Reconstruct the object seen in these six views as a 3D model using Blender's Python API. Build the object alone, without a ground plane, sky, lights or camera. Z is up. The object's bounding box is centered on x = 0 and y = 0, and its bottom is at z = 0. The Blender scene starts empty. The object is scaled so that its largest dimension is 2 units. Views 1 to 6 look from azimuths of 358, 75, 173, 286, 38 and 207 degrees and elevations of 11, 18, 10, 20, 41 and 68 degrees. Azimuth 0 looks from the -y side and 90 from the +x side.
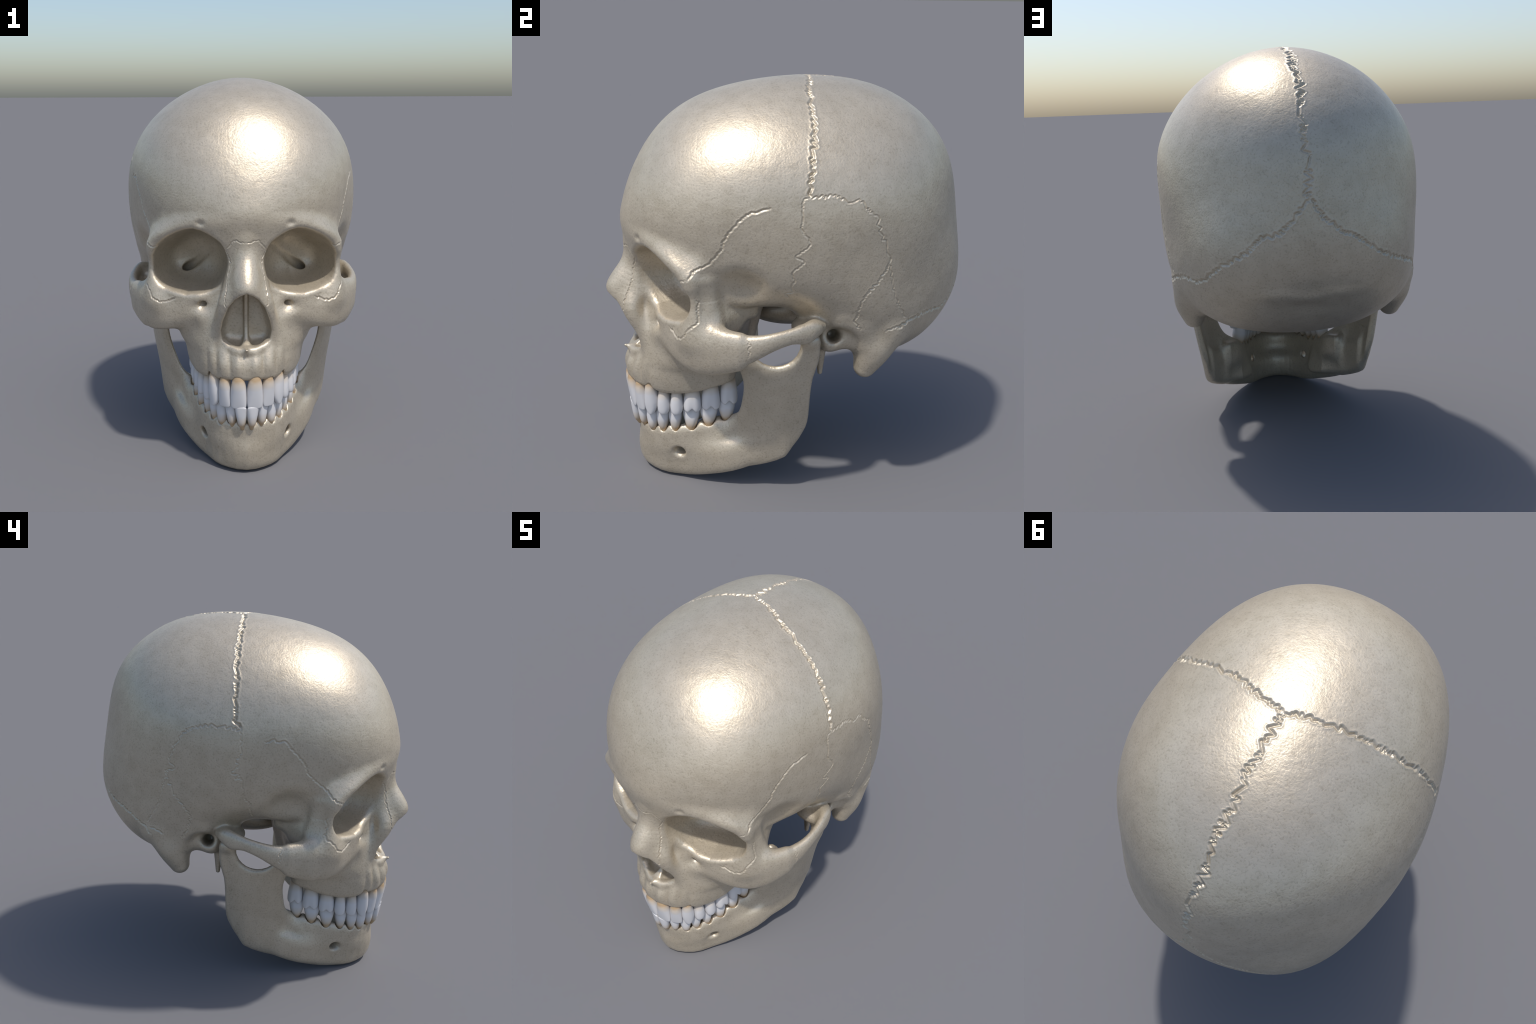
"""Adult skull with mandible and a full set of teeth.

The bones are modelled as smooth implicit solids (swept bars, lofted masses,
carved cavities) that are blended together, meshed with a surface-net and then
cut along the sutures into the single bones.  Everything is built on the
x >= 0 side and mirrored.
"""
import bpy, math, time
import numpy as np

T0 = time.time()
GRID = 0.0055            # meshing step of the bone surfaces in metres
F = np.float32


# ----------------------------------------------------------------- helpers
def smin(a, b, k):
    h = np.maximum(k - np.abs(a - b), 0) / k
    return np.minimum(a, b) - h * h * k * 0.25


def smax(a, b, k):
    return -smin(-a, -b, k)


def spline(points, steps=6):
    """Catmull-Rom resampling of rows of numbers."""
    p = np.array(points, float)
    p = np.vstack([2 * p[0] - p[1], p, 2 * p[-1] - p[-2]])
    out = []
    for i in range(1, len(p) - 2):
        for t in np.arange(steps) / steps:
            a, b, c, d = p[i - 1:i + 3]
            out.append(0.5 * ((2 * b) + (c - a) * t + (2 * a - 5 * b + 4 * c - d) * t * t
                              + (3 * b - a - 3 * c + d) * t ** 3))
    out.append(p[-2])
    return np.array(out)


CURVES = {}


def profile(x, knots):
    """Smooth curve through (position, value) knots."""
    key = tuple(knots)
    if key not in CURVES:
        CURVES[key] = spline(knots, 8)
    fine = CURVES[key]
    return np.interp(x, fine[:, 0], fine[:, 1]).astype(F)


def ellipsoid(c, r, rot=0.0):
    """Ellipsoid; rot turns it about z, degrees."""
    ca, sa = math.cos(math.radians(rot)), math.sin(math.radians(rot))
    r = np.array(r, F)

    def f(P):
        d = P - np.array(c, F)
        d = np.stack([d[:, 0] * ca + d[:, 1] * sa, -d[:, 0] * sa + d[:, 1] * ca, d[:, 2]], 1)
        k0 = np.sqrt(((d / r) ** 2).sum(1))
        k1 = np.sqrt(((d / (r * r)) ** 2).sum(1)) + 1e-9
        return k0 * (k0 - 1) / k1
    reach = float(max(r))
    f.box = (np.array(c) - (max(r[:2]), max(r[:2]), r[2]), np.array(c) + (max(r[:2]), max(r[:2]), r[2]))
    return f


def rod(points, steps=4):
    """Chain of round cones through (x, y, z, radius)."""
    q = spline(points, steps) if len(points) > 2 else np.array(points, float)

    def f(P):
        x, y, z = (np.ascontiguousarray(P[:, d]) for d in range(3))
        best = np.full(len(P), 9, F)
        for a, b in zip(q[:-1].astype(F), q[1:].astype(F)):
            d = b[:3] - a[:3]
            px, py, pz = x - a[0], y - a[1], z - a[2]
            t = np.clip((px * d[0] + py * d[1] + pz * d[2]) * F(1 / max(d @ d, 1e-9)), 0, 1)
            px -= t * d[0]
            py -= t * d[1]
            pz -= t * d[2]
            best = np.minimum(best, np.sqrt(px * px + py * py + pz * pz) - a[3] - t * (b[3] - a[3]))
        return best
    f.box = ((q[:, :3] - q[:, 3:]).min(0), (q[:, :3] + q[:, 3:]).max(0))
    return f


def bar(points, power=2.0, steps=3):
    """Sweep along a plan curve: rows (x, y, z, half_thickness, half_height)."""
    q = spline(points, steps).astype(F)

    def f(P):
        x, y = np.ascontiguousarray(P[:, 0]), np.ascontiguousarray(P[:, 1])
        best = np.full(len(P), 9, F)
        place = np.zeros(len(P), F)
        for i, (a, b) in enumerate(zip(q[:-1], q[1:])):
            d = b[:2] - a[:2]
            px, py = x - a[0], y - a[1]
            t = np.clip((px * d[0] + py * d[1]) * F(1 / max(d @ d, 1e-9)), 0, 1)
            px -= t * d[0]
            py -= t * d[1]
            dist = px * px + py * py
            hit = dist < best
            best = np.where(hit, dist, best)
            place = np.where(hit, t + F(i), place)
        best = np.sqrt(best)
        row = np.stack([np.interp(place, np.arange(len(q)), q[:, c]) for c in (2, 3, 4)], 1).astype(F)
        u, v = best / row[:, 1], np.abs(P[:, 2] - row[:, 0]) / row[:, 2]
        g = (u ** power + v ** power) ** (1 / power)
        return (g - 1) * np.minimum(row[:, 1], row[:, 2])
    w = q[:, 3].max()
    f.box = (np.array([q[:, 0].min() - w, q[:, 1].min() - w, (q[:, 2] - q[:, 4]).min()]),
             np.array([q[:, 0].max() + w, q[:, 1].max() + w, (q[:, 2] + q[:, 4]).max()]))
    return f


def outline(poly, h, v):
    """Signed distance to a closed outline in a plane."""
    p = np.array(poly, F)
    d2 = np.full(len(h), 9, F)
    inside = np.zeros(len(h), bool)
    for a, b in zip(p, np.roll(p, -1, 0)):
        e = b - a
        t = np.clip(((h - a[0]) * e[0] + (v - a[1]) * e[1]) / (e @ e + 1e-12), 0, 1)
        d2 = np.minimum(d2, (h - a[0] - t * e[0]) ** 2 + (v - a[1] - t * e[1]) ** 2)
        cross = (a[1] > v) != (b[1] > v)
        inside ^= cross & (h < (e[0]) * (v - a[1]) / (e[1] if e[1] else 1e-9) + a[0])
    d = np.sqrt(d2)
    return np.where(inside, -d, d)


class Solid:
    """A growing blend of primitives, evaluated only where each one reaches."""

    def __init__(self):
        self.steps = []

    def add(self, prim, k=0.03):
        self.steps.append(("add", prim, k))

    def cut(self, prim, k=0.02):
        self.steps.append(("cut", prim, k))

    def push(self, centre, radii, amount):
        """Swell (+) or sink (-) the surface softly around a place."""
        c, r = np.array(centre, F), np.array(radii, F)

        def f(P):
            g = (((P - c) / r) ** 2).sum(1)
            return F(amount) * np.exp(-g)
        f.box = (c - 2.4 * r, c + 2.4 * r)
        self.steps.append(("push", f, 0.0))

    def __call__(self, P):
        P = np.ascontiguousarray(P, F).copy()
        P[:, 0] = np.abs(P[:, 0])
        x, y, z = (np.ascontiguousarray(P[:, d]) for d in range(3))
        f = np.full(len(P), 0.5, F)
        for kind, prim, k in self.steps:
            box = getattr(prim, "box", None)
            if box is None:
                i = slice(None)
                q = P
            else:
                m = k + 0.05 if kind != "push" else 0
                ok = (x >= F(box[0][0] - m)) & (x <= F(box[1][0] + m))
                ok &= (y >= F(box[0][1] - m)) & (y <= F(box[1][1] + m))
                ok &= (z >= F(box[0][2] - m)) & (z <= F(box[1][2] + m))
                i = np.nonzero(ok)[0]
                if not len(i):
                    continue
                q = P[i]
            if kind == "add":
                f[i] = smin(f[i], prim(q), k)
            elif kind == "cut":
                f[i] = smax(f[i], -prim(q), k)
            else:
                f[i] = f[i] - prim(q)
        return f


# ------------------------------------------------------------- dental plan
# outer face of each tooth at mid crown (x, y), gum height, biting height, width, depth, lean of the crown outwards
UPPER = [
    ("incisor", 0.046, -0.823, .522, 0.371, 0.081, .062, -6), ("incisor", 0.120, -0.790, .516, 0.373, 0.067, .060, -5),
    ("canine", 0.180, -0.745, .532, 0.366, 0.069, .070, -2), ("premolar", 0.215, -0.682, .508, 0.376, 0.066, .078, 0),
    ("premolar", 0.246, -0.619, .511, 0.381, 0.066, .080, 2), ("molar", 0.270, -0.541, .517, 0.395, 0.090, .092, 4),
    ("molar", 0.288, -0.448, .537, 0.406, 0.095, .092, 6), ("molar", 0.298, -0.357, .557, 0.430, 0.088, .090, 8)]
LOWER = [
    ("lower_incisor", 0.033, -0.809, .276, 0.384, 0.059, .055, 10), ("lower_incisor", 0.090, -0.777, .280, 0.390, 0.058, .056, 8),
    ("canine", 0.141, -0.736, .270, 0.398, 0.064, .066, 4), ("lower_premolar", 0.180, -0.686, .280, 0.402, 0.069, .072, 0),
    ("lower_premolar", 0.213, -0.625, .290, 0.405, 0.069, .074, -3), ("lower_molar", 0.248, -0.547, .304, 0.418, 0.088, .086, -8),
    ("lower_molar", 0.272, -0.458, .325, 0.432, 0.093, .086, -10), ("lower_molar", 0.286, -0.369, .347, 0.453, 0.089, .084, -12)]


def sockets(S, table, upper):
    """Scallop the gum line: a shallow socket round every tooth."""
    up = -1 if upper else 1
    for kind, x, y, gum, tip, width, depth, lean in table:
        l = math.hypot(x, y + .38)
        nx, ny = x / l, (y + .38) / l
        w = width * .40
        for inner in (.25, .75):
            cx, cy = x - nx * depth * inner, y - ny * depth * inner
            S.cut(rod([(cx, cy, gum + up * (-.006 if upper else .0), w * .60), (cx, cy, gum + up * .03, w * .95), (cx, cy, gum + up * .09, w * 1.05)], 2), 0.008)


# ------------------------------------------------------------- braincase
CENTRE = np.array([0, 0.05, 1.2])
# control points on the vault, ring by ring from the crown down: (elevation,
# [(azimuth from -90 = forehead to 90 = back of the head, distance from CENTRE)])
VAULT = [
    (90, [(0, .802)]),
    (68, [(-90, .823), (-30, .794), (30, .798), (90, .835)]),
    (46, [(-90, .877), (-55, .839), (-18, .766), (18, .768), (55, .844), (90, .882)]),
    (26, [(-90, .881), (-62, .853), (-36, .755), (-12, .704), (12, .726), (36, .771), (62, .827), (90, .887)]),
    (8, [(-90, .876), (-62, .804), (-36, .686), (-12, .649), (12, .669), (36, .735), (62, .795), (90, .851)]),
    (-10, [(-90, .810), (-62, .735), (-36, .650), (-12, .610), (12, .660), (36, .733), (62, .837), (90, .854)]),
    (-28, [(-90, .800), (-55, .683), (-18, .54), (18, .693), (42, .792), (66, .828), (90, .815)]),
    (-48, [(-90, .800), (-30, .57), (30, .695), (60, .748), (90, .750)]),
    (-75, [(0, .675)]),
]


def make_braincase():
    D, R = [], []
    for elev, ring in VAULT:
        for az, r in ring:
            e, a = math.radians(elev), math.radians(az)
            D.append((abs(math.cos(e) * math.cos(a)), math.cos(e) * math.sin(a), math.sin(e)))
            R.append(r)
    D, R = np.array(D), np.array(R)
    D[np.abs(D) < 1e-9] = 0

    def kernel(A):
        out = 0
        for sx in (1, -1):
            B = D * (sx, 1, 1)
            c = np.maximum(2 - 2 * (A @ B.T.astype(A.dtype)), 0)
            out = out + c * np.sqrt(c)
        return out
    n = len(D)
    poly = np.c_[np.ones(n), D[:, 1:]]
    M = np.block([[kernel(D), poly], [poly.T, np.zeros((3, 3))]])
    w = np.linalg.solve(M, np.r_[R, 0, 0, 0])

    wf = w.astype(F)
    # the radius is tabulated over direction once: azimuth 0..180 from front to back, and polar angle
    na, npol = 481, 481
    az = np.linspace(0, math.pi, na)
    po = np.linspace(0, math.pi, npol)
    A, B = np.meshgrid(az, po, indexing="ij")
    dirs = np.stack([np.sin(B) * np.sin(A), -np.sin(B) * np.cos(A), np.cos(B)], -1).reshape(-1, 3).astype(F)
    table = np.concatenate([kernel(e) @ wf[:n] + wf[n] + e[:, 1:] @ wf[n + 1:] for e in np.array_split(dirs, 12)])
    table = table.astype(F)

    def f(P):
        q = P - CENTRE.astype(F)
        l = np.sqrt((q * q).sum(1)) + F(1e-9)
        u = np.arctan2(np.abs(q[:, 0]), -q[:, 1]) * F((na - 1) / math.pi)
        v = np.arccos(np.clip(q[:, 2] / l, -1, 1)) * F((npol - 1) / math.pi)
        i, j = np.minimum(u.astype(int), na - 2), np.minimum(v.astype(int), npol - 2)
        u, v = u - i, v - j
        k = i * npol + j
        rad = (table[k] * (1 - u) + table[k + npol] * u) * (1 - v) + (table[k + 1] * (1 - u) + table[k + npol + 1] * u) * v
        return F(0.93) * (l - rad)
    return f


# ------------------------------------------------------------- cranium
def make_cranium():
    S = Solid()
    S.add(make_braincase(), 0.001)

    # underside of the braincase
    def base(P):
        zb = profile(P[:, 1], [(-1.2, .995), (-.45, .995), (-.2, 1.0), (-.1, .965), (0, .88), (.1, .80),
                               (.2, .73), (.32, .665), (.45, .62), (.7, .55), (1.2, .5)])
        return 0.8 * (P[:, 2] - zb)
    S.cut(base, 0.05)
    S.add(ellipsoid((0, .06, .83), (.17, .26, .10)), 0.06)

    # nuchal lines across the back of the head
    S.push((.0, .86, .860), (.09, .10, .028), 0.010)
    S.push((.15, .84, .882), (.10, .10, .030), 0.008)
    S.push((0, .80, .81), (.20, .10, .035), -0.008)
    # mastoid process, tympanic part, styloid process
    S.add(rod([(.50, .36, .86, .10), (.512, .30, .77, .088), (.508, .262, .675, .055)], 12), 0.05)
    S.add(rod([(.525, .13, .95, .05), (.54, .21, .90, .05), (.528, .25, .82, .05)]), 0.05)
    S.cut(ellipsoid((.60, .115, .80), (.13, .075, .105)), 0.03)
    S.add(ellipsoid((.445, .095, .83), (.085, .072, .078)), 0.035)
    S.add(rod([(.455, .10, .815, .05), (.475, .17, .825, .055), (.49, .23, .83, .06)]), 0.04)
    S.cut(rod([(.66, .06, .88, .038), (.50, .10, .845, .030), (.40, .12, .815, .026)]), 0.035)
    S.add(rod([(.41, .07, .80, .032), (.40, .073, .70, .022), (.394, .075, .61, .012)]), 0.03)

    # brow: supraorbital margin down to the frontozygomatic corner
    S.add(rod([(.06, -.740, 1.295, .040), (.17, -.733, 1.303, .036), (.27, -.700, 1.290, .036),
               (.37, -.650, 1.248, .036), (.435, -.598, 1.195, .036), (.452, -.570, 1.14, .034)]), 0.045)
    S.push((0, -.80, 1.345), (.16, .10, .06), 0.006)
    # zygomatic process of the frontal bone, carrying the temporal line
    S.add(rod([(.440, -.40, 1.37, .040), (.422, -.46, 1.28, .042), (.424, -.51, 1.215, .045), (.430, -.547, 1.15, .038)]), 0.055)
    S.add(rod([(.30, -.63, 1.30, .045), (.375, -.58, 1.255, .05), (.42, -.545, 1.20, .046)]), 0.05)
    # frontal process of the cheekbone (lateral pillar of the orbit)
    S.add(rod([(.456, -.562, 1.16, .034), (.458, -.548, 1.06, .032), (.455, -.550, .97, .036),
               (.445, -.555, .88, .045)]), 0.03)
    S.add(rod([(.445, -.52, 1.15, .034), (.445, -.51, 1.05, .030), (.445, -.51, .95, .032),
               (.455, -.51, .88, .040)]), 0.03)

    # bony cone of the orbit and the core behind the face
    S.add(ellipsoid((.225, -.49, 1.03), (.235, .21, .19)), 0.04)
    S.add(ellipsoid((.16, -.40, .80), (.17, .17, .26)), 0.04)
    S.add(ellipsoid((.245, -.41, .90), (.155, .165, .19)), 0.04)
    S.add(rod([(.19, -.20, .96, .05), (.20, -.24, .80, .045), (.21, -.27, .62, .03)]), 0.04)

    S.add(ellipsoid((.365, -.44, .91), (.10, .10, .12)), 0.04)
    S.add(rod([(.415, -.47, 1.03, .045), (.41, -.425, .96, .05), (.38, -.36, .91, .05)]), 0.04)
    S.add(rod([(.375, -.42, .965, .058), (.375, -.33, .965, .052), (.37, -.27, .965, .045)]), 0.04)
    S.cut(ellipsoid((.56, -.375, 1.10), (.085, .105, .09)), 0.08)
    S.add(rod([(.445, -.485, 1.15, .034), (.446, -.478, 1.05, .032), (.445, -.48, .95, .034)]), 0.04)

    # upper jaw: plan section is a pointed arch that changes with height
    def jaw(P):
        z = P[:, 2]
        front = profile(z, [(.40, -.785), (.49, -.81), (.54, -.822), (.60, -.82), (.68, -.79), (.75, -.775), (.85, -.765), (1.0, -.75), (1.3, -.77)])
        half = profile(z, [(.40, .30), (.49, .298), (.55, .306), (.62, .320), (.68, .350), (.75, .358), (.85, .345), (.95, .30), (1.0, .28), (1.3, .25)])
        n = profile(z, [(.40, 2.0), (.55, 2.05), (.68, 2.05), (.80, 2.0), (.90, 1.9), (1.3, 1.8)])
        yc = F(-.40)
        dep = yc - front
        u = P[:, 0] / half
        v = np.maximum(yc - P[:, 1], 0) / dep
        g = (u ** n + v ** n) ** (1 / n)
        d = (g - 1) * half
        gum = profile(P[:, 1], [(-1, .517), (-.82, .512), (-.72, .508), (-.66, .500), (-.55, .507), (-.45, .529), (-.36, .549), (-.2, .552)])
        d = smax(d, gum - z, 0.03)
        d = smax(d, z - 1.22, 0.05)
        return smax(d, P[:, 1] + .315, 0.06)
    jaw.box = (np.array([-.1, -.95, .45]), np.array([.40, -.25, 1.25]))
    S.add(jaw, 0.05)
    # vault of the palate
    S.cut(ellipsoid((0, -.50, .50), (.20, .25, .12)), 0.03)

    # nasal bones
    S.add(rod([(0, -.722, 1.24, .068), (0, -.730, 1.18, .066), (0, -.752, 1.10, .068), (0, -.790, 1.02, .080), (0, -.805, .96, .085), (0, -.805, .91, .085)]), 0.04)
    S.add(rod([(0, -.757, 1.22, .04), (0, -.768, 1.16, .038), (0, -.800, 1.09, .042), (0, -.857, 1.01, .044), (0, -.855, .985, .045)]), 0.04)
    S.add(rod([(.075, -.700, 1.15, .030), (.066, -.757, 1.0, .043), (.088, -.788, .91, .048), (.11, -.745, .80, .04), (.13, -.71, .72, .03)]), 0.045)

    # cheekbone and zygomatic arch
    S.add(bar([(.24, -.648, .865, .040, .055), (.333, -.613, .830, .047, .082), (.410, -.572, .820, .052, .097),
               (.474, -.522, .822, .050, .106), (.525, -.453, .834, .044, .102), (.563, -.375, .842, .037, .082)],
              power=2.6), 0.075)
    S.add(bar([(.512, -.475, .832, .041, .100), (.563, -.375, .842, .037, .082),
               (.595, -.29, .868, .029, .057), (.609, -.22, .893, .024, .042), (.607, -.14, .910, .023, .037),
               (.595, -.075, .912, .027, .048), (.576, -.020, .922, .030, .040), (.553, .022, .920, .02, .02)],
              power=2.3), 0.02)
    S.add(rod([(.575, -.04, .925, .026), (.54, -.01, .925, .033), (.49, .02, .93, .045)]), 0.025)
    S.add(ellipsoid((.50, -.06, .895), (.09, .04, .035)), 0.04)

    # ---- cavities
    rim = spline([(.300, .929), (.180, .952), (.120, 1.012), (.097, 1.095), (.110, 1.17), (.152, 1.225), (.261, 1.272),
                  (.375, 1.230), (.457, 1.155), (.483, 1.085), (.472, 1.008), (.412, .953), (.300, .929)], 3)[:-1]

    def orbit(P):
        x, z = P[:, 0], P[:, 2]
        deep = P[:, 1] - (-.72 + (x - .28) * F(.42) - (z - 1.1) * F(.2))
        deep = np.clip(deep, -.3, .45)
        size = profile(deep, [(-.3, 1.22), (-.1, 1.08), (0, 1.0), (.06, .975), (.14, .915), (.24, .76), (.34, .50), (.45, .3)])
        cx, cz = .295 - np.maximum(deep, 0) * F(.22), F(1.10)
        g = outline(rim, (x - cx) / size + F(.295), (z - cz) / size + F(1.10)) * size
        floor = F(.31) + (z - F(1.1)) * F(.15) + (x - F(.28)) * F(.15)
        return smax(g * F(.9), (deep - floor) * F(.9), 0.08)
    orbit.box = (np.array([.0, -1.0, .85]), np.array([.55, -.25, 1.35]))
    S.cut(orbit, 0.022)
    S.cut(rod([(.155, -.525, 1.145, .020), (.205, -.478, 1.098, .022), (.25, -.438, 1.055, .022), (.335, -.378, .975, .026)]), 0.012)

    pear = [(0, .982), (.03, .968), (.055, .945), (.088, .898), (.114, .82), (.124, .765), (.117, .715),
            (.09, .688), (.045, .680), (0, .676)]
    pear = pear + [(-a, b) for a, b in pear[-2:0:-1]]

    def nose(P):
        taper = np.clip((P[:, 1] + .74) * .25, 0, .08)
        return smax(outline(pear, P[:, 0], P[:, 2]) + taper, P[:, 1] + .69, 0.04)
    nose.box = (np.array([-.2, -1, .6]), np.array([.2, -.40, 1.05]))
    S.cut(nose, 0.014)

    # septum and nasal spine
    def septum(P):
        d = np.abs(P[:, 0]) - 0.010 - 0.02 * np.clip((.72 - P[:, 2]) / .06, 0, 1)
        d = smax(d, np.abs(P[:, 2] - .83) - .165, 0.01)
        front = profile(P[:, 2], [(.6, -.79), (.68, -.78), (.72, -.745), (.80, -.73), (.90, -.75), (1.0, -.80)])
        return smax(smax(d, front - P[:, 1], 0.01), P[:, 1] + .45, 0.01)
    septum.box = (np.array([-.05, -.85, .6]), np.array([.05, -.4, 1.02]))
    S.add(septum, 0.012)
    S.add(rod([(0, -.755, .662, .022), (0, -.80, .670, .013), (0, -.828, .680, .006)]), 0.03)
    S.add(rod([(.0, -.795, .664, .013), (.06, -.778, .668, .015), (.108, -.738, .70, .013)]), 0.02)

    sockets(S, UPPER, True)
    # small openings and soft relief
    S.cut(rod([(.232, -.70, .876, .006), (.208, -.675, .888, .009), (.195, -.66, .890, .008)]), 0.012)
    S.push((.222, -.70, .868), (.05, .05, .028), -0.014)
    S.cut(ellipsoid((.225, -.792, 1.30), (.022, .03, .014)), 0.02)
    for x, y, h in ((.045, -.81, .60), (.12, -.775, .60), (.175, -.735, .63), (.21, -.68, .58), (.24, -.61, .58)):
        S.push((x, y, h), (.022, .05, .07), 0.009)
    for x, y in ((.083, -.80), (.148, -.757), (.192, -.71)):
        S.push((x, y, .60), (.010, .05, .06), -0.006)
    return S


# ------------------------------------------------------------- mandible
def make_mandible():
    S = Solid()
    # basal bar
    S.add(bar([(-.107, -.658, .085, .056, .082), (0, -.704, .083, .060, .080), (.107, -.658, .085, .056, .082), (.178, -.570, .092, .043, .084),
               (.250, -.480, .120, .040, .085), (.334, -.350, .172, .036, .086), (.390, -.22, .238, .030, .086), (.43, -.12, .295, .022, .080)],
              power=2.6), 0.03)
    # alveolar bar under the teeth
    S.add(bar([(-.08, -.718, .21, .042, .075), (0, -.737, .205, .042, .075), (.08, -.715, .215, .042, .075), (.137, -.668, .22, .041, .075),
               (.175, -.616, .23, .041, .075), (.206, -.556, .24, .040, .075), (.233, -.478, .255, .040, .078),
               (.257, -.40, .275, .042, .078), (.278, -.33, .29, .038, .075), (.32, -.26, .30, .025, .07)], power=3.0), 0.05)

    ramus_outline = [(-.382, .84), (-.345, .86), (-.31, .83), (-.275, .765), (-.235, .728), (-.18, .715), (-.125, .73), (-.085, .77),
                     (-.065, .83), (-.05, .87), (.0, .87), (.018, .80), (.014, .73), (-.005, .65), (-.010, .55), (-.010, .43),
                     (-.018, .36), (-.044, .295), (-.09, .235), (-.155, .185), (-.26, .145), (-.36, .11), (-.43, .10), (-.455, .14),
                     (-.44, .19), (-.40, .26), (-.35, .33), (-.320, .42), (-.312, .50), (-.310, .58), (-.322, .65), (-.355, .74)]
    ramus_outline = spline(ramus_outline + ramus_outline[:1], 2)[:-1]

    def ramus(P):
        y, z = P[:, 1], P[:, 2]
        back = .461 + (z - .36) * .175
        front = profile(z, [(0, .22), (.15, .260), (.3, .305), (.4, .335), (.54, .383), (.64, .414), (.75, .437), (.85, .450), (1.0, .46)])
        t = np.clip((y + .33) / .30, -.8, 1.1)
        bow = profile(z, [(0, .05), (.2, .052), (.5, .036), (.8, .012), (1, .0)])
        mid = front + (back - front) * t + bow * np.clip(1 - (2 * t - 1) ** 2, 0, 1)
        d = (np.abs(P[:, 0] - mid) - .020) * .85
        return smax(d, outline(ramus_outline, y, z) - .004, 0.03)
    ramus.box = (np.array([.15, -.6, .0]), np.array([.65, .06, .95]))
    S.add(ramus, 0.045)
    S.add(ellipsoid((.497, -.022, .855), (.088, .036, .034), -8), 0.04)
    S.add(rod([(.452, -.350, .80, .018), (.45, -.345, .835, .016)]), 0.02)
    sockets(S, LOWER, False)
    # chin
    S.push((0, -.76, .07), (.12, .06, .06), 0.007)
    S.push((0, -.78, .20), (.14, .05, .05), -0.008)
    S.cut(rod([(.232, -.618, .158, .028), (.180, -.55, .176, .024)]), 0.018)
    return S


# ------------------------------------------------------------- meshing
def surface_net(S, lo, hi, h):
    """Quads on the zero level of S over the x >= 0 half (one cell beyond)."""
    coarse = 6
    n = [int(math.ceil((b - a) / h / coarse)) * coarse + 1 for a, b in zip(lo, hi)]
    ax = [a + h * np.arange(m) for a, m in zip(lo, n)]
    c = [a[::coarse] for a in ax]
    G = np.stack(np.meshgrid(*c, indexing="ij"), -1).reshape(-1, 3).astype(F)
    fc = S(G).reshape([len(a) for a in c])
    near = np.abs(fc) < h * coarse * 1.9
    blk = np.zeros([len(a) - 1 for a in c], bool)
    for i in (0, 1):
        for j in (0, 1):
            for k in (0, 1):
                blk |= near[i:i + blk.shape[0], j:j + blk.shape[1], k:k + blk.shape[2]]
    full = np.repeat(np.repeat(np.repeat(fc, coarse, 0), coarse, 1), coarse, 2)[:n[0], :n[1], :n[2]].copy()
    act = np.zeros(n, bool)
    b = np.repeat(np.repeat(np.repeat(blk, coarse, 0), coarse, 1), coarse, 2)
    for i in (0, 1):
        for j in (0, 1):
            for k in (0, 1):
                act[i:i + b.shape[0], j:j + b.shape[1], k:k + b.shape[2]] |= b
    idx = np.nonzero(act)
    P = np.stack([ax[d][idx[d]] for d in range(3)], 1).astype(F)
    full[idx] = S(P)
    neg = full < 0
    cnt = np.zeros([m - 1 for m in n], np.int8)
    for i in (0, 1):
        for j in (0, 1):
            for k in (0, 1):
                cnt += neg[i:n[0] - 1 + i, j:n[1] - 1 + j, k:n[2] - 1 + k]
    cells = np.nonzero((cnt > 0) & (cnt < 8))
    ident = np.full(cnt.shape, -1, np.int64)
    ident[cells] = np.arange(len(cells[0]))
    acc = np.zeros((len(cells[0]), 3))
    num = np.zeros(len(cells[0]))
    corner = [(i, j, k) for i in (0, 1) for j in (0, 1) for k in (0, 1)]
    for a in corner:
        for d in range(3):
            if a[d]:
                continue
            bb = list(a)
            bb[d] = 1
            fa = full[cells[0] + a[0], cells[1] + a[1], cells[2] + a[2]]
            fb = full[cells[0] + bb[0], cells[1] + bb[1], cells[2] + bb[2]]
            x = (fa < 0) != (fb < 0)
            t = np.where(x, fa / np.where(fa == fb, 1, fa - fb), 0)
            pos = np.tile(np.array(a, float), (len(t), 1))
            pos[:, d] += t
            acc[x] += pos[x]
            num[x] += 1
    V = np.stack(cells, 1) + acc / num[:, None]
    V = V * h + np.array(lo)
    quads = []
    for d in range(3):
        e, g = (d + 1) % 3, (d + 2) % 3
        a = [slice(None)] * 3
        b2 = [slice(None)] * 3
        a[d], b2[d] = slice(0, n[d] - 1), slice(1, n[d])
        x = neg[tuple(a)] != neg[tuple(b2)]
        i = list(np.nonzero(x))
        ok = (i[e] > 0) & (i[g] > 0) & (i[e] < n[e] - 1) & (i[g] < n[g] - 1)
        i = [q[ok] for q in i]
        s = neg[tuple(i)]

        def at(de, dg):
            q = list(i)
            q[e], q[g] = i[e] - de, i[g] - dg
            return ident[tuple(q)]
        Q = np.stack([at(1, 1), at(0, 1), at(0, 0), at(1, 0)], 1)
        Q[~s] = Q[~s][:, ::-1]
        quads.append(Q)
    Q = np.concatenate(quads)
    Q = Q[(Q >= 0).all(1)]
    return V, Q


def gradient(S, V, e=0.0015):
    g = np.zeros_like(V)
    for d in range(3):
        o = np.zeros(3)
        o[d] = e
        g[:, d] = (S(V + o).astype(float) - S(V - o)) / (2 * e)
    return g


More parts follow.
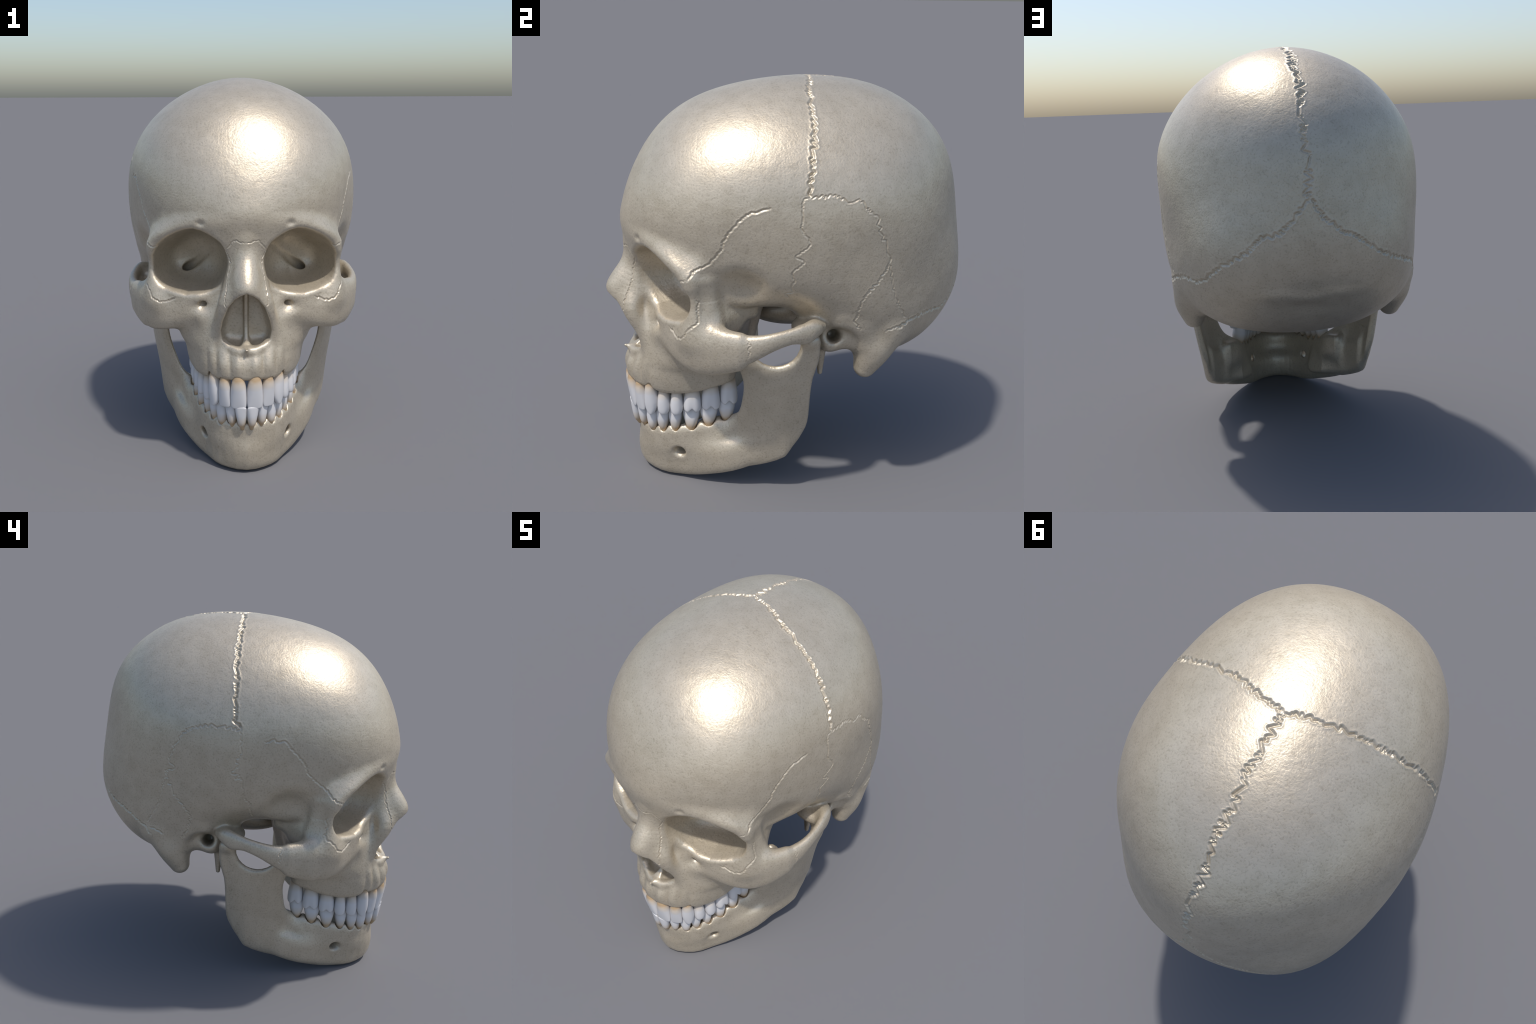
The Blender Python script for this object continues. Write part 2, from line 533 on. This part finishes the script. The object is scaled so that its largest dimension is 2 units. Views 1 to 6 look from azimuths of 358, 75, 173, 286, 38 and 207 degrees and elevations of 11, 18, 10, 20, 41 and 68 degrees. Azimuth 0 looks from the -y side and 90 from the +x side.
def settle(S, V, turns=2, limit=None):
    """Move points onto the zero level."""
    for _ in range(turns):
        g = gradient(S, V)
        step = S(V).astype(float) / np.maximum((g * g).sum(1), .05)
        if limit:
            step = np.clip(step, -limit, limit)
        V = V - step[:, None] * g
    return V


def mirrored(V, Q, h):
    """Clip the net at x = 0 and add its mirror image."""
    C = V[Q][:, :, 0]
    Q = Q[(C > -0.3 * h).all(1) | ((C > -1.2 * h).all(1) & (C.max(1) > 0.2 * h))]
    used = np.unique(Q)
    remap = np.full(len(V), -1)
    remap[used] = np.arange(len(used))
    V, Q = V[used].copy(), remap[Q]
    # border vertices lie on the mirror plane
    edges = np.sort(np.concatenate([Q[:, [0, 1]], Q[:, [1, 2]], Q[:, [2, 3]], Q[:, [3, 0]]]), 1)
    u, c = np.unique(edges, axis=0, return_counts=True)
    rim = np.unique(u[c == 1])
    V[rim, 0] = 0
    V[:, 0] = np.maximum(V[:, 0], 0)
    on = V[:, 0] == 0
    twin = np.where(on, np.arange(len(V)), -1)
    twin[~on] = len(V) + np.arange((~on).sum())
    W = V[~on] * (-1, 1, 1)
    return np.vstack([V, W]), np.vstack([Q, twin[Q][:, ::-1]])


def bone_mesh(S, lo, hi, h):
    V, Q = surface_net(S, lo, hi, h)
    V = settle(S, V, 2, h)
    return mirrored(V, Q, h)


def refine(V, faces, chosen):
    """Split the chosen quads in four; their neighbours take the new edge points."""
    quad = faces[chosen]
    e = np.stack([quad, np.roll(quad, -1, 1)], 2).reshape(-1, 2)
    key = np.sort(e, 1)
    uniq, inv = np.unique(key, axis=0, return_inverse=True)
    mid = len(V) + np.arange(len(uniq))
    centre = len(V) + len(uniq) + np.arange(len(quad))
    V = np.vstack([V, V[uniq].mean(1), V[quad].mean(1)])
    m = mid[inv.ravel()].reshape(-1, 4)
    small = [np.stack([quad[:, i], m[:, i], centre, m[:, i - 1]], 1) for i in range(4)]
    split = {(int(a), int(b)): int(c) for (a, b), c in zip(uniq, mid)}
    rest = faces[~chosen]
    touched = np.zeros(len(V), bool)
    touched[uniq.ravel()] = True
    maybe = touched[rest].sum(1) >= 2
    odd = []
    keep = ~maybe
    for i in np.nonzero(maybe)[0]:
        loop, f = [], rest[i].tolist()
        for a, b in zip(f, f[1:] + f[:1]):
            loop.append(a)
            c = split.get((min(a, b), max(a, b)))
            if c is not None:
                loop.append(c)
        if len(loop) == 4:
            keep[i] = True
        else:
            odd.append(loop)
    return V, np.vstack([rest[keep]] + small), odd


def make_mesh(name, V, quads, odd):
    me = bpy.data.meshes.new(name)
    sizes = np.r_[np.full(len(quads), 4), [len(o) for o in odd]].astype(np.int32)
    flat = np.r_[quads.ravel(), [i for o in odd for i in o]].astype(np.int32)
    me.vertices.add(len(V))
    me.vertices.foreach_set("co", np.ascontiguousarray(V, np.float32).ravel())
    me.loops.add(len(flat))
    me.loops.foreach_set("vertex_index", flat)
    me.polygons.add(len(sizes))
    me.polygons.foreach_set("loop_start", np.r_[0, np.cumsum(sizes)[:-1]].astype(np.int32))
    me.polygons.foreach_set("loop_total", sizes)
    me.update(calc_edges=True)
    me.polygons.foreach_set("use_smooth", np.ones(len(sizes), bool))
    return me


def vertex_normals(V, quads, odd):
    me = make_mesh("whole", V, quads, odd)
    n = np.empty(len(V) * 3, np.float32)
    me.vertices.foreach_get("normal", n)
    bpy.data.meshes.remove(me)
    return n.reshape(-1, 3)


def bone_object(name, V, quads, odd, normals, material, parent):
    """One bone out of the whole surface, shaded with the whole surface's normals."""
    used = np.unique(np.r_[quads.ravel(), [i for o in odd for i in o]].astype(int))
    remap = np.full(len(V), -1)
    remap[used] = np.arange(len(used))
    me = make_mesh(name, V[used], remap[quads], [[int(remap[i]) for i in o] for o in odd])
    me.normals_split_custom_set_from_vertices(normals[used])
    me.materials.append(material)
    o = bpy.data.objects.new(name, me)
    bpy.context.scene.collection.objects.link(o)
    o.parent = parent
    return o


# ------------------------------------------------------------- sutures
# (kind, side, sway, wave length, depth, width, points on the skull); side 0 = both, points with x >= 0
SUTURES = [
    ("coronal", 1, .011, .022, 0.0090, 0.0063, [(0, .104, 2.0), (.079, .087, 1.997), (.161, .06, 1.979), (.246, .033, 1.948), (.381, .006, 1.874), (.487, -.016, 1.783), (.544, -.041, 1.71), (.584, -.057, 1.634), (.612, -.074, 1.547)]),
    ("coronal", -1, .011, .022, 0.0090, 0.0063, [(0, .104, 2.0), (.064, .084, 1.999), (.17, .058, 1.976), (.29, .027, 1.928), (.393, .006, 1.865), (.5, -.028, 1.768), (.571, -.053, 1.663), (.606, -.065, 1.573), (.611, -.095, 1.536)]),
    ("sagittal", 1, .018, .024, 0.0090, 0.0057, [(0, .104, 2.0), (.005, .2, 2.0), (.0, .3, 1.99), (.008, .4, 1.965), (0, .5, 1.925), (.006, .6, 1.865), (-.006, .7, 1.79), (.012, .78, 1.70)]),
    ("sagittal", 1, .022, .026, 0.0062, 0.0055, [(.012, .78, 1.70), (0, .82, 1.62), (.004, .855, 1.53), (-.012, .875, 1.44), (.004, .887, 1.37), (-.012, .89, 1.324)]),
    ("sphenosquamous", 1, .004, .02, 0.0032, 0.0040, [(.612, -.075, 1.546), (.611, -.102, 1.53), (.621, -.105, 1.461), (.623, -.109, 1.411), (.632, -.07, 1.349), (.617, -.126, 1.29), (.624, -.093, 1.264), (.604, -.142, 1.211), (.604, -.128, 1.176), (.591, -.141, 1.146), (.586, -.13, 1.116), (.569, -.156, 1.103), (.56, -.144, 1.076)]),
    ("sphenosquamous", -1, .005, .02, 0.0029, 0.0040, [(.612, -.098, 1.528), (.622, -.105, 1.448), (.626, -.097, 1.392), (.631, -.077, 1.379), (.627, -.094, 1.346), (.633, -.06, 1.309), (.624, -.1, 1.295), (.628, -.08, 1.275), (.62, -.111, 1.275), (.613, -.122, 1.225), (.601, -.127, 1.162), (.582, -.151, 1.129), (.557, -.151, 1.078), (.527, -.156, 1.036)]),
    ("squamous", 1, .009, .022, 0.0035, 0.0040, [(.612, -.071, 1.548), (.62, -.018, 1.549), (.623, .02, 1.554), (.629, .057, 1.543), (.637, .107, 1.525), (.637, .151, 1.525), (.642, .177, 1.501), (.645, .199, 1.471), (.644, .227, 1.458), (.647, .237, 1.413), (.646, .254, 1.368), (.643, .276, 1.33), (.636, .3, 1.242), (.634, .265, 1.167), (.626, .187, 1.07), (.613, .166, .964), (.614, .189, .905)]),
    ("squamous", -1, .009, .022, 0.0035, 0.0040, [(.612, -.098, 1.528), (.626, .009, 1.539), (.632, .08, 1.537), (.64, .162, 1.511), (.644, .212, 1.472), (.646, .245, 1.405), (.643, .275, 1.336), (.645, .244, 1.295), (.637, .294, 1.255), (.635, .253, 1.16), (.631, .212, 1.105), (.62, .167, 1.036), (.614, .174, .965), (.611, .211, .876)]),
    ("parietomastoid", 0, .006, .026, 0.0025, 0.0040, [(.636, .3, 1.242), (.629, .32, 1.161), (.616, .358, 1.042), (.589, .411, .954), (.581, .428, .938)]),
    ("sphenofrontal", 1, .004, .022, 0.0047, 0.0049, [(.493, -.59, 1.172), (.492, -.562, 1.209), (.492, -.532, 1.224), (.494, -.494, 1.24), (.517, -.438, 1.313), (.524, -.431, 1.353), (.538, -.392, 1.411), (.554, -.345, 1.463), (.564, -.314, 1.48), (.584, -.24, 1.502)]),
    ("sphenofrontal", -1, .004, .022, 0.0043, 0.0045, [(.486, -.603, 1.167), (.496, -.564, 1.194), (.49, -.526, 1.233), (.501, -.47, 1.275), (.52, -.433, 1.321), (.531, -.416, 1.368), (.538, -.393, 1.401), (.553, -.35, 1.445), (.564, -.312, 1.488), (.574, -.282, 1.481), (.58, -.256, 1.493), (.591, -.221, 1.478)]),
    ("lambdoid", 1, .009, .018, .0065, .0056, [(-.012, .89, 1.324), (.038, .894, 1.271), (.089, .893, 1.21), (.146, .885, 1.167), (.207, .867, 1.157), (.271, .844, 1.092), (.384, .772, 1.02), (.465, .666, .944), (.526, .568, .947), (.573, .446, .928), (.6, .377, .896)]),
    ("lambdoid", -1, .009, .018, .0065, .0056, [(.013, .89, 1.324), (.046, .894, 1.26), (.102, .891, 1.207), (.167, .879, 1.159), (.198, .871, 1.156), (.276, .842, 1.097), (.381, .776, 1.035), (.477, .67, .995), (.534, .558, .96), (.575, .437, .902), (.596, .396, .873)]),
    ("occipitomastoid", 0, .004, .02, .0040, .0045, [(.591, .405, .908), (.602, .356, .902), (.601, .32, .886)]),
    ("frontonasal", 0, .004, .018, 0.0025, 0.0036, [(-.0, -.81, 1.212), (.027, -.80, 1.217), (.058, -.79, 1.221), (.084, -.76, 1.185)]),
    ("nasomaxillary", 0, .004, .020, 0.0032, 0.0036, [(.084, -.757, 1.182), (.075, -.775, 1.12), (.085, -.79, 1.05), (.094, -.82, .965), (.100, -.83, .925), (.096, -.834, .90)]),
    ("zygomaticomaxillary", 0, .004, .022, 0.0040, 0.0045, [(.353, -.654, .905), (.392, -.645, .891), (.431, -.633, .882), (.472, -.609, .901), (.485, -.588, .936), (.498, -.559, .959), (.495, -.544, .98), (.491, -.542, 1.01), (.49, -.545, 1.042), (.489, -.537, 1.064), (.49, -.552, 1.086)]),
    ("zygomaticotemporal", 0, .006, .018, 0.0025, 0.0036, [(.606, -.343, .91), (.618, -.334, .888), (.618, -.342, .867), (.62, -.333, .852), (.617, -.343, .83)]),
    ("frontozygomatic", 0, .003, .02, 0.0032, 0.0040, [(.488, -.595, 1.172), (.472, -.612, 1.165), (.455, -.622, 1.160), (.438, -.62, 1.165)]),
]


def suture_lines(S):
    """Wavering lines on the surface: points, depth and width at each point."""
    rng = np.random.default_rng(11)
    rows, lines = [], []
    for kind, side, sway, wave, depth, width, pts in SUTURES:
        for s in ((1, -1) if side == 0 else (side,)):
            line = spline(np.array(pts) * (s, 1, 1), 16)
            t = np.r_[0, np.cumsum(np.linalg.norm(np.diff(line, axis=0), axis=1))]
            u = np.linspace(0, t[-1], max(8, int(t[-1] / .0022)))
            lines.append(np.stack([np.interp(u, t, line[:, d]) for d in range(3)], 1))
            rows.append((u, sway, wave, depth, width))
    cuts = np.cumsum([len(l) for l in lines])[:-1]
    P = settle(S, np.vstack(lines), 3, .03)
    G = gradient(S, P)
    G /= np.linalg.norm(G, axis=1)[:, None]
    out, A, B = [], [], []
    for line, g, (u, sway, wave, depth, width) in zip(np.split(P, cuts), np.split(G, cuts), rows):
        across = np.cross(g, np.gradient(line, axis=0))
        across /= np.linalg.norm(across, axis=1)[:, None] + 1e-9
        # irregular teeth: random swing points, lightly rounded
        k = max(3, int(u[-1] / wave * 2))
        knot = np.sort(rng.uniform(0, u[-1], k))
        swing = np.where(np.arange(k) % 2, 1, -1) * rng.uniform(.25, 1.25, k)
        off = np.interp(u, np.r_[0, knot, u[-1]], np.r_[0, swing, 0]) * sway
        off = np.convolve(np.pad(off, 1, mode="edge"), [.25, .5, .25], "valid")
        out.append(line + across * off[:, None])
        vary = np.interp(u, np.linspace(0, u[-1], k), rng.uniform(.55, 1.15, k))
        A.append(depth * vary * np.clip(np.minimum(u, u[-1] - u) / .012, .35, 1))
        B.append(np.full(len(u), width))
    return settle(S, np.vstack(out), 2, .01), np.concatenate(A), np.concatenate(B)


def nearest(V, P, reach):
    """Index and distance of the closest line point for every vertex within reach."""
    best = np.full(len(V), 9.0)
    who = np.zeros(len(V), int)
    cell = np.floor(V / reach).astype(int)
    pc = np.floor(P / reach).astype(int)
    code = lambda c: (c[:, 0] + 500) * 1000000 + (c[:, 1] + 500) * 1000 + c[:, 2] + 500
    order = np.argsort(code(cell), kind="stable")
    vc = code(cell)[order]
    groups = {}
    for i, c in enumerate(map(tuple, pc)):
        groups.setdefault(c, []).append(i)
    for c, ids in groups.items():
        pts = P[ids]
        for dx in (-1, 0, 1):
            for dy in (-1, 0, 1):
                for dz in (-1, 0, 1):
                    k = code(np.array([[c[0] + dx, c[1] + dy, c[2] + dz]]))[0]
                    a, b = np.searchsorted(vc, k), np.searchsorted(vc, k, "right")
                    if a == b:
                        continue
                    vi = order[a:b]
                    d = np.linalg.norm(V[vi][:, None] - pts[None], axis=2)
                    j = d.argmin(1)
                    d = d[np.arange(len(vi)), j]
                    hit = d < best[vi]
                    best[vi[hit]] = d[hit]
                    who[vi[hit]] = np.array(ids)[j[hit]]
    return best, who


def carve_sutures(S, V, quads):
    P, depth, width = suture_lines(S)
    odd_all = []
    for reach in (.022, .013):
        d, _ = nearest(V, P, .03)
        V, quads, odd = refine(V, quads, (d[quads] < reach).any(1))
        odd_all += odd
    d, who = nearest(V, P, .03)
    near = np.nonzero(d < .028)[0]
    g = gradient(S, V[near])
    V[near] -= g * np.clip(S(V[near]) / np.maximum((g * g).sum(1), .05), -.003, .003)[:, None]
    g /= np.linalg.norm(g, axis=1)[:, None] + 1e-9
    x = d[near] / width[who[near]]
    shape = -np.exp(-x * x) + .17 * np.exp(-((x - 1.9) / .8) ** 2)
    V[near] += g * (shape * depth[who[near]])[:, None]
    return V, quads, odd_all


# ------------------------------------------------------------- bones
SQUAMA = [(-.075, 1.55), (.02, 1.554), (.15, 1.525), (.20, 1.47), (.237, 1.41), (.25, 1.33), (.30, 1.242), (.33, 1.16),
          (.36, 1.04), (.42, .94), (.42, .55), (-.33, .55), (-.33, .96), (-.16, .96), (-.145, 1.05), (-.14, 1.2), (-.095, 1.26),
          (-.07, 1.35), (-.11, 1.45), (-.10, 1.53)]
WING = [(-.075, 1.55), (-.24, 1.502), (-.345, 1.463), (-.431, 1.353), (-.494, 1.24), (-.56, 1.205), (-.53, 1.0), (-.48, .96),
        (-.16, .96), (-.145, 1.05), (-.14, 1.2), (-.095, 1.26), (-.07, 1.35), (-.11, 1.45), (-.10, 1.53)]
BONES = ["frontal_bone", "parietal_bone", "parietal_bone", "occipital_bone", "temporal_bone", "temporal_bone",
         "sphenoid_bone", "zygomatic_bone", "zygomatic_bone", "nasal_bone", "maxilla"]


def which_bone(C):
    """Bone number for every face centre."""
    ax, y, z = np.abs(C[:, 0]), C[:, 1], C[:, 2]
    right = C[:, 0] > 0
    out = np.zeros(len(C), int)                                   # frontal
    ycor = np.interp(z, [1.0, 1.55, 1.63, 1.71, 1.78, 1.87, 1.95, 2.0], [-.08, -.075, -.057, -.04, -.016, .005, .04, .103])
    par = y > ycor
    out[par] = np.where(right[par], 1, 2)
    zl = np.interp(ax, [0, .09, .15, .207, .27, .38, .465, .58, .7], [1.324, 1.21, 1.167, 1.157, 1.092, 1.02, .955, .91, .88])
    out[(z < zl) & (y > .05)] = 3
    face = (z < 1.165) & (y < -.05)
    out[face] = 10
    out[(z < .99) & (y > -.33) & (ax < .42) & (y < .02)] = 6
    out[(outline(WING, y, z) < 0) & (ax > .30)] = 6
    tem = (outline(SQUAMA, y, z) < 0) & (ax > .36)
    out[tem] = np.where(right[tem], 4, 5)
    zyg = (z < 1.165) & (z > .66) & (y < -.335) & (y > -.72) & (ax > .345) & ((ax > .45) | (z < .93) | (y < -.53))
    out[zyg] = np.where(right[zyg], 7, 8)
    out[(ax < np.interp(z, [.9, 1.18, 1.22], [.096, .082, .075])) & (z > .88) & (z < 1.218) & (y < -.735)] = 9
    return out


# ------------------------------------------------------------- materials
def nodes_of(m):
    m.use_nodes = True
    t = m.node_tree
    return t, t.nodes["Principled BSDF"]


def node(t, kind, **kw):
    n = t.nodes.new(kind)
    for k, v in kw.items():
        if k in n.inputs:
            n.inputs[k].default_value = v
        else:
            setattr(n, k, v)
    return n


def ramp(t, source, stops):
    n = t.nodes.new("ShaderNodeValToRGB")
    e = n.color_ramp.elements
    while len(e) < len(stops):
        e.new(0.5)
    for el, (p, c) in zip(e, stops):
        el.position, el.color = p, (*c, 1) if len(c) == 3 else c
    t.links.new(source, n.inputs[0])
    return n.outputs[0]


def bone_material():
    m = bpy.data.materials.new("bone")
    t, b = nodes_of(m)
    co = t.nodes.new("ShaderNodeTexCoord").outputs["Object"]

    def noise(scale, detail, rough):
        n = node(t, "ShaderNodeTexNoise", Scale=scale, Detail=detail, Roughness=rough)
        t.links.new(co, n.inputs["Vector"])
        return n.outputs["Fac"]

    def mix(kind, fac, a, c):
        n = node(t, "ShaderNodeMix", data_type="RGBA", blend_type=kind)
        n.inputs["Factor"].default_value = fac
        t.links.new(a, n.inputs["A"])
        t.links.new(c, n.inputs["B"])
        return n.outputs["Result"]
    tone = ramp(t, noise(3.2, 3, .5), [(.30, BONE_DARK), (.70, BONE_LIGHT)])
    pores = ramp(t, noise(105, 2, .6), [(.28, (.80, .785, .77)), (.48, (1, 1, 1))])
    cloud = ramp(t, noise(14, 4, .6), [(.30, (.90, .89, .87)), (.62, (1, 1, 1))])
    colour = mix("MULTIPLY", 1.0, mix("MULTIPLY", 1.0, tone, cloud), pores)
    t.links.new(colour, b.inputs["Base Color"])
    b.inputs["Roughness"].default_value = BONE_ROUGH
    b.inputs["Metallic"].default_value = BONE_METAL
    b.inputs["Specular IOR Level"].default_value = BONE_SPEC
    add = node(t, "ShaderNodeMath", operation="MULTIPLY_ADD")
    t.links.new(noise(105, 2, .6), add.inputs[0])
    add.inputs[1].default_value = 0.6
    t.links.new(noise(24, 3, .5), add.inputs[2])
    bump = node(t, "ShaderNodeBump", Strength=0.30, Distance=0.006)
    t.links.new(add.outputs[0], bump.inputs["Height"])
    t.links.new(bump.outputs[0], b.inputs["Normal"])
    return m


def tooth_material():
    """White enamel that yellows towards the neck (local z = 0 is the gum line)."""
    m = bpy.data.materials.new("enamel")
    t, b = nodes_of(m)
    co = t.nodes.new("ShaderNodeTexCoord").outputs["Object"]
    sep = t.nodes.new("ShaderNodeSeparateXYZ")
    t.links.new(co, sep.inputs[0])
    n = node(t, "ShaderNodeTexNoise", Scale=30, Detail=2)
    t.links.new(co, n.inputs["Vector"])
    add = node(t, "ShaderNodeMath", operation="MULTIPLY_ADD")
    t.links.new(n.outputs["Fac"], add.inputs[0])
    add.inputs[1].default_value = 0.016
    t.links.new(sep.outputs["Z"], add.inputs[2])
    scale = node(t, "ShaderNodeMath", operation="MULTIPLY")
    t.links.new(add.outputs[0], scale.inputs[0])
    scale.inputs[1].default_value = 10.0
    t.links.new(ramp(t, scale.outputs[0], [(.05, TOOTH_NECK), (.30, TOOTH_WARM), (.62, TOOTH_WHITE)]), b.inputs["Base Color"])
    b.inputs["Roughness"].default_value = .32
    return m


BONE_LIGHT, BONE_DARK = (.585, .51, .395), (.535, .47, .368)
BONE_ROUGH, BONE_METAL, BONE_SPEC = .43, .50, .6
TOOTH_WHITE, TOOTH_WARM, TOOTH_NECK = (.61, .60, .60), (.57, .50, .42), (.44, .31, .18)

# ------------------------------------------------------------- teeth
# profiles run from the neck inside the socket (below 0) over the gum line (0)
# to the biting edge (1): (height, share of full width, share of full depth)
SHAPES = {
    "incisor": [(-.28, .40, .40), (-.08, .62, .72), (.0, .72, .85), (.15, .86, .97), (.35, .95, 1.0), (.6, 1.0, .80), (.8, 1.0, .56), (.92, .95, .38), (.98, .82, .26), (1.0, .5, .10)],
    "lower_incisor": [(-.28, .30, .40), (-.06, .50, .75), (.0, .60, .85), (.2, .76, .97), (.45, .90, .92), (.7, .98, .68), (.88, 1.0, .45), (.96, .92, .32), (1.0, .62, .12)],
    "canine": [(-.28, .36, .40), (-.06, .58, .75), (.0, .66, .85), (.18, .80, 1.0), (.42, .97, .98), (.62, 1.0, .85), (.8, .86, .62), (.92, .60, .42), (.98, .36, .26), (1.0, .16, .10)],
    "premolar": [(-.28, .45, .50), (-.06, .62, .72), (.0, .68, .78), (.2, .80, .90), (.45, .93, 1.0), (.68, 1.0, .98), (.85, .92, .86), (.95, .70, .62), (1.0, .30, .30)],
    "lower_premolar": [(-.28, .35, .50), (-.06, .54, .70), (.0, .62, .76), (.2, .76, .90), (.45, .92, 1.0), (.7, 1.0, .96), (.87, .90, .82), (.96, .66, .58), (1.0, .28, .28)],
    "lower_molar": [(-.28, .40, .60), (-.06, .52, .76), (.0, .58, .80), (.2, .74, .92), (.45, .91, 1.0), (.68, 1.0, .98), (.85, .98, .88), (.95, .88, .72), (1.0, .64, .45)],
    "molar": [(-.28, .60, .60), (-.06, .72, .78), (.0, .76, .82), (.2, .84, .92), (.45, .95, 1.0), (.68, 1.0, .98), (.85, .97, .88), (.95, .85, .72), (1.0, .62, .45)],
}


def tooth_mesh(kind, width, depth, height, cusp):
    rows = spline(SHAPES[kind], 3)
    around = 28
    V, Fc = [], []
    for t, w, d in rows:
        p = 2.35 if t > 0 else 2.0
        for j in range(around):
            a = 2 * math.pi * j / around
            c, s = math.cos(a), math.sin(a)
            x = math.copysign(abs(c) ** (2 / p), c) * w * width / 2
            y = math.copysign(abs(s) ** (2 / p), s) * d * depth / 2
            z = t * height
            y += (1 - d) * depth * .34 * min(1, max(0, (t - .15) / .4))    # outer face stays upright
            if cusp:      # two cusps on each side with a groove between
                z -= cusp * height * math.exp(-(x / (width * .15)) ** 2) * max(0, (t - .55) / .45)
                y *= 1 - .10 * math.exp(-(x / (width * .12)) ** 2) * max(0, t)
            V.append((x, y, z))
    n = len(rows)
    for i in range(n - 1):
        for j in range(around):
            k = (j + 1) % around
            Fc.append((i * around + j, i * around + k, (i + 1) * around + k, (i + 1) * around + j))
    V.append((0, 0, rows[0][0] * height))
    V.append((0, 0, height * (1 - (cusp * 1.2 if cusp else -0.004))))
    for j in range(around):
        k = (j + 1) % around
        Fc.append((k, j, len(V) - 2))
        Fc.append(((n - 1) * around + j, (n - 1) * around + k, len(V) - 1))
    me = bpy.data.meshes.new("tooth")
    me.from_pydata(V, [], Fc)
    me.polygons.foreach_set("use_smooth", np.ones(len(Fc), bool))
    me.materials.append(enamel)
    return me


def place_teeth(table, upper, parent):
    from mathutils import Matrix, Vector
    xy = np.array([r[1:3] for r in table])
    path = np.vstack([xy[0] * (-1, 1), xy, 2 * xy[-1] - xy[-2]])
    for i, (kind, x, y, gum, tip, width, depth, lean) in enumerate(table):
        tangent = Vector((*(path[i + 2] - path[i]), 0)).normalized()
        out = Vector((tangent.y, -tangent.x, 0))
        if out.y > 0 and i < 3 or out.x < -0.01:
            out = -out
        cusp = 0.16 if "molar" in kind and "pre" not in kind else 0
        me = tooth_mesh(kind, width, depth, abs(tip - gum), cusp)
        up = Vector((0, 0, -1 if upper else 1))
        axis = (up + math.tan(math.radians(lean)) * out).normalized()
        yax = (out - axis * out.dot(axis)).normalized()
        base = Vector((x, y, gum)) - out * (depth * .48) - out * math.tan(math.radians(lean)) * abs(tip - gum) * .45
        for side in (1, -1):
            flip = Vector((side, 1, 1))
            z, yv = axis * flip, yax * flip
            xv = yv.cross(z)
            M = Matrix((xv, yv, z)).transposed().to_4x4()
            M.translation = base * flip
            o = bpy.data.objects.new("tooth", me)
            bpy.context.scene.collection.objects.link(o)
            o.parent = parent
            o.matrix_local = M


skull = bpy.data.objects.new("human_skull", None)
bpy.context.scene.collection.objects.link(skull)
skull["label"] = "human skull with jaw, ivory bone and white teeth"
skull["category"] = "human skull"
bone = bone_material()
enamel = tooth_material()

def build():
    S = make_cranium()
    V, Q = bone_mesh(S, (-.04, -.98, .40), (.75, .98, 2.06), GRID)
    print("cranium", len(V), round(time.time() - T0, 1))
    V, Q, odd = carve_sutures(S, V, Q)
    print("sutures", len(V), round(time.time() - T0, 1))
    N = vertex_normals(V, Q, odd)
    label = which_bone(V[Q].mean(1))
    odd_label = which_bone(np.array([V[o].mean(0) for o in odd]))
    parts = {}
    for i, name in enumerate(BONES):
        parts[i] = bone_object(name, V, Q[label == i], [o for o, l in zip(odd, odd_label) if l == i], N, bone, skull)
    S = make_mandible()
    V, Q = bone_mesh(S, (-.04, -.90, -.04), (.70, .12, .95), GRID)
    N = vertex_normals(V, Q, [])
    mandible = bone_object("mandible", V, Q, [], N, bone, skull)
    print("mandible", len(V), round(time.time() - T0, 1))
    place_teeth(UPPER, True, parts[10])
    place_teeth(LOWER, False, mandible)


build()
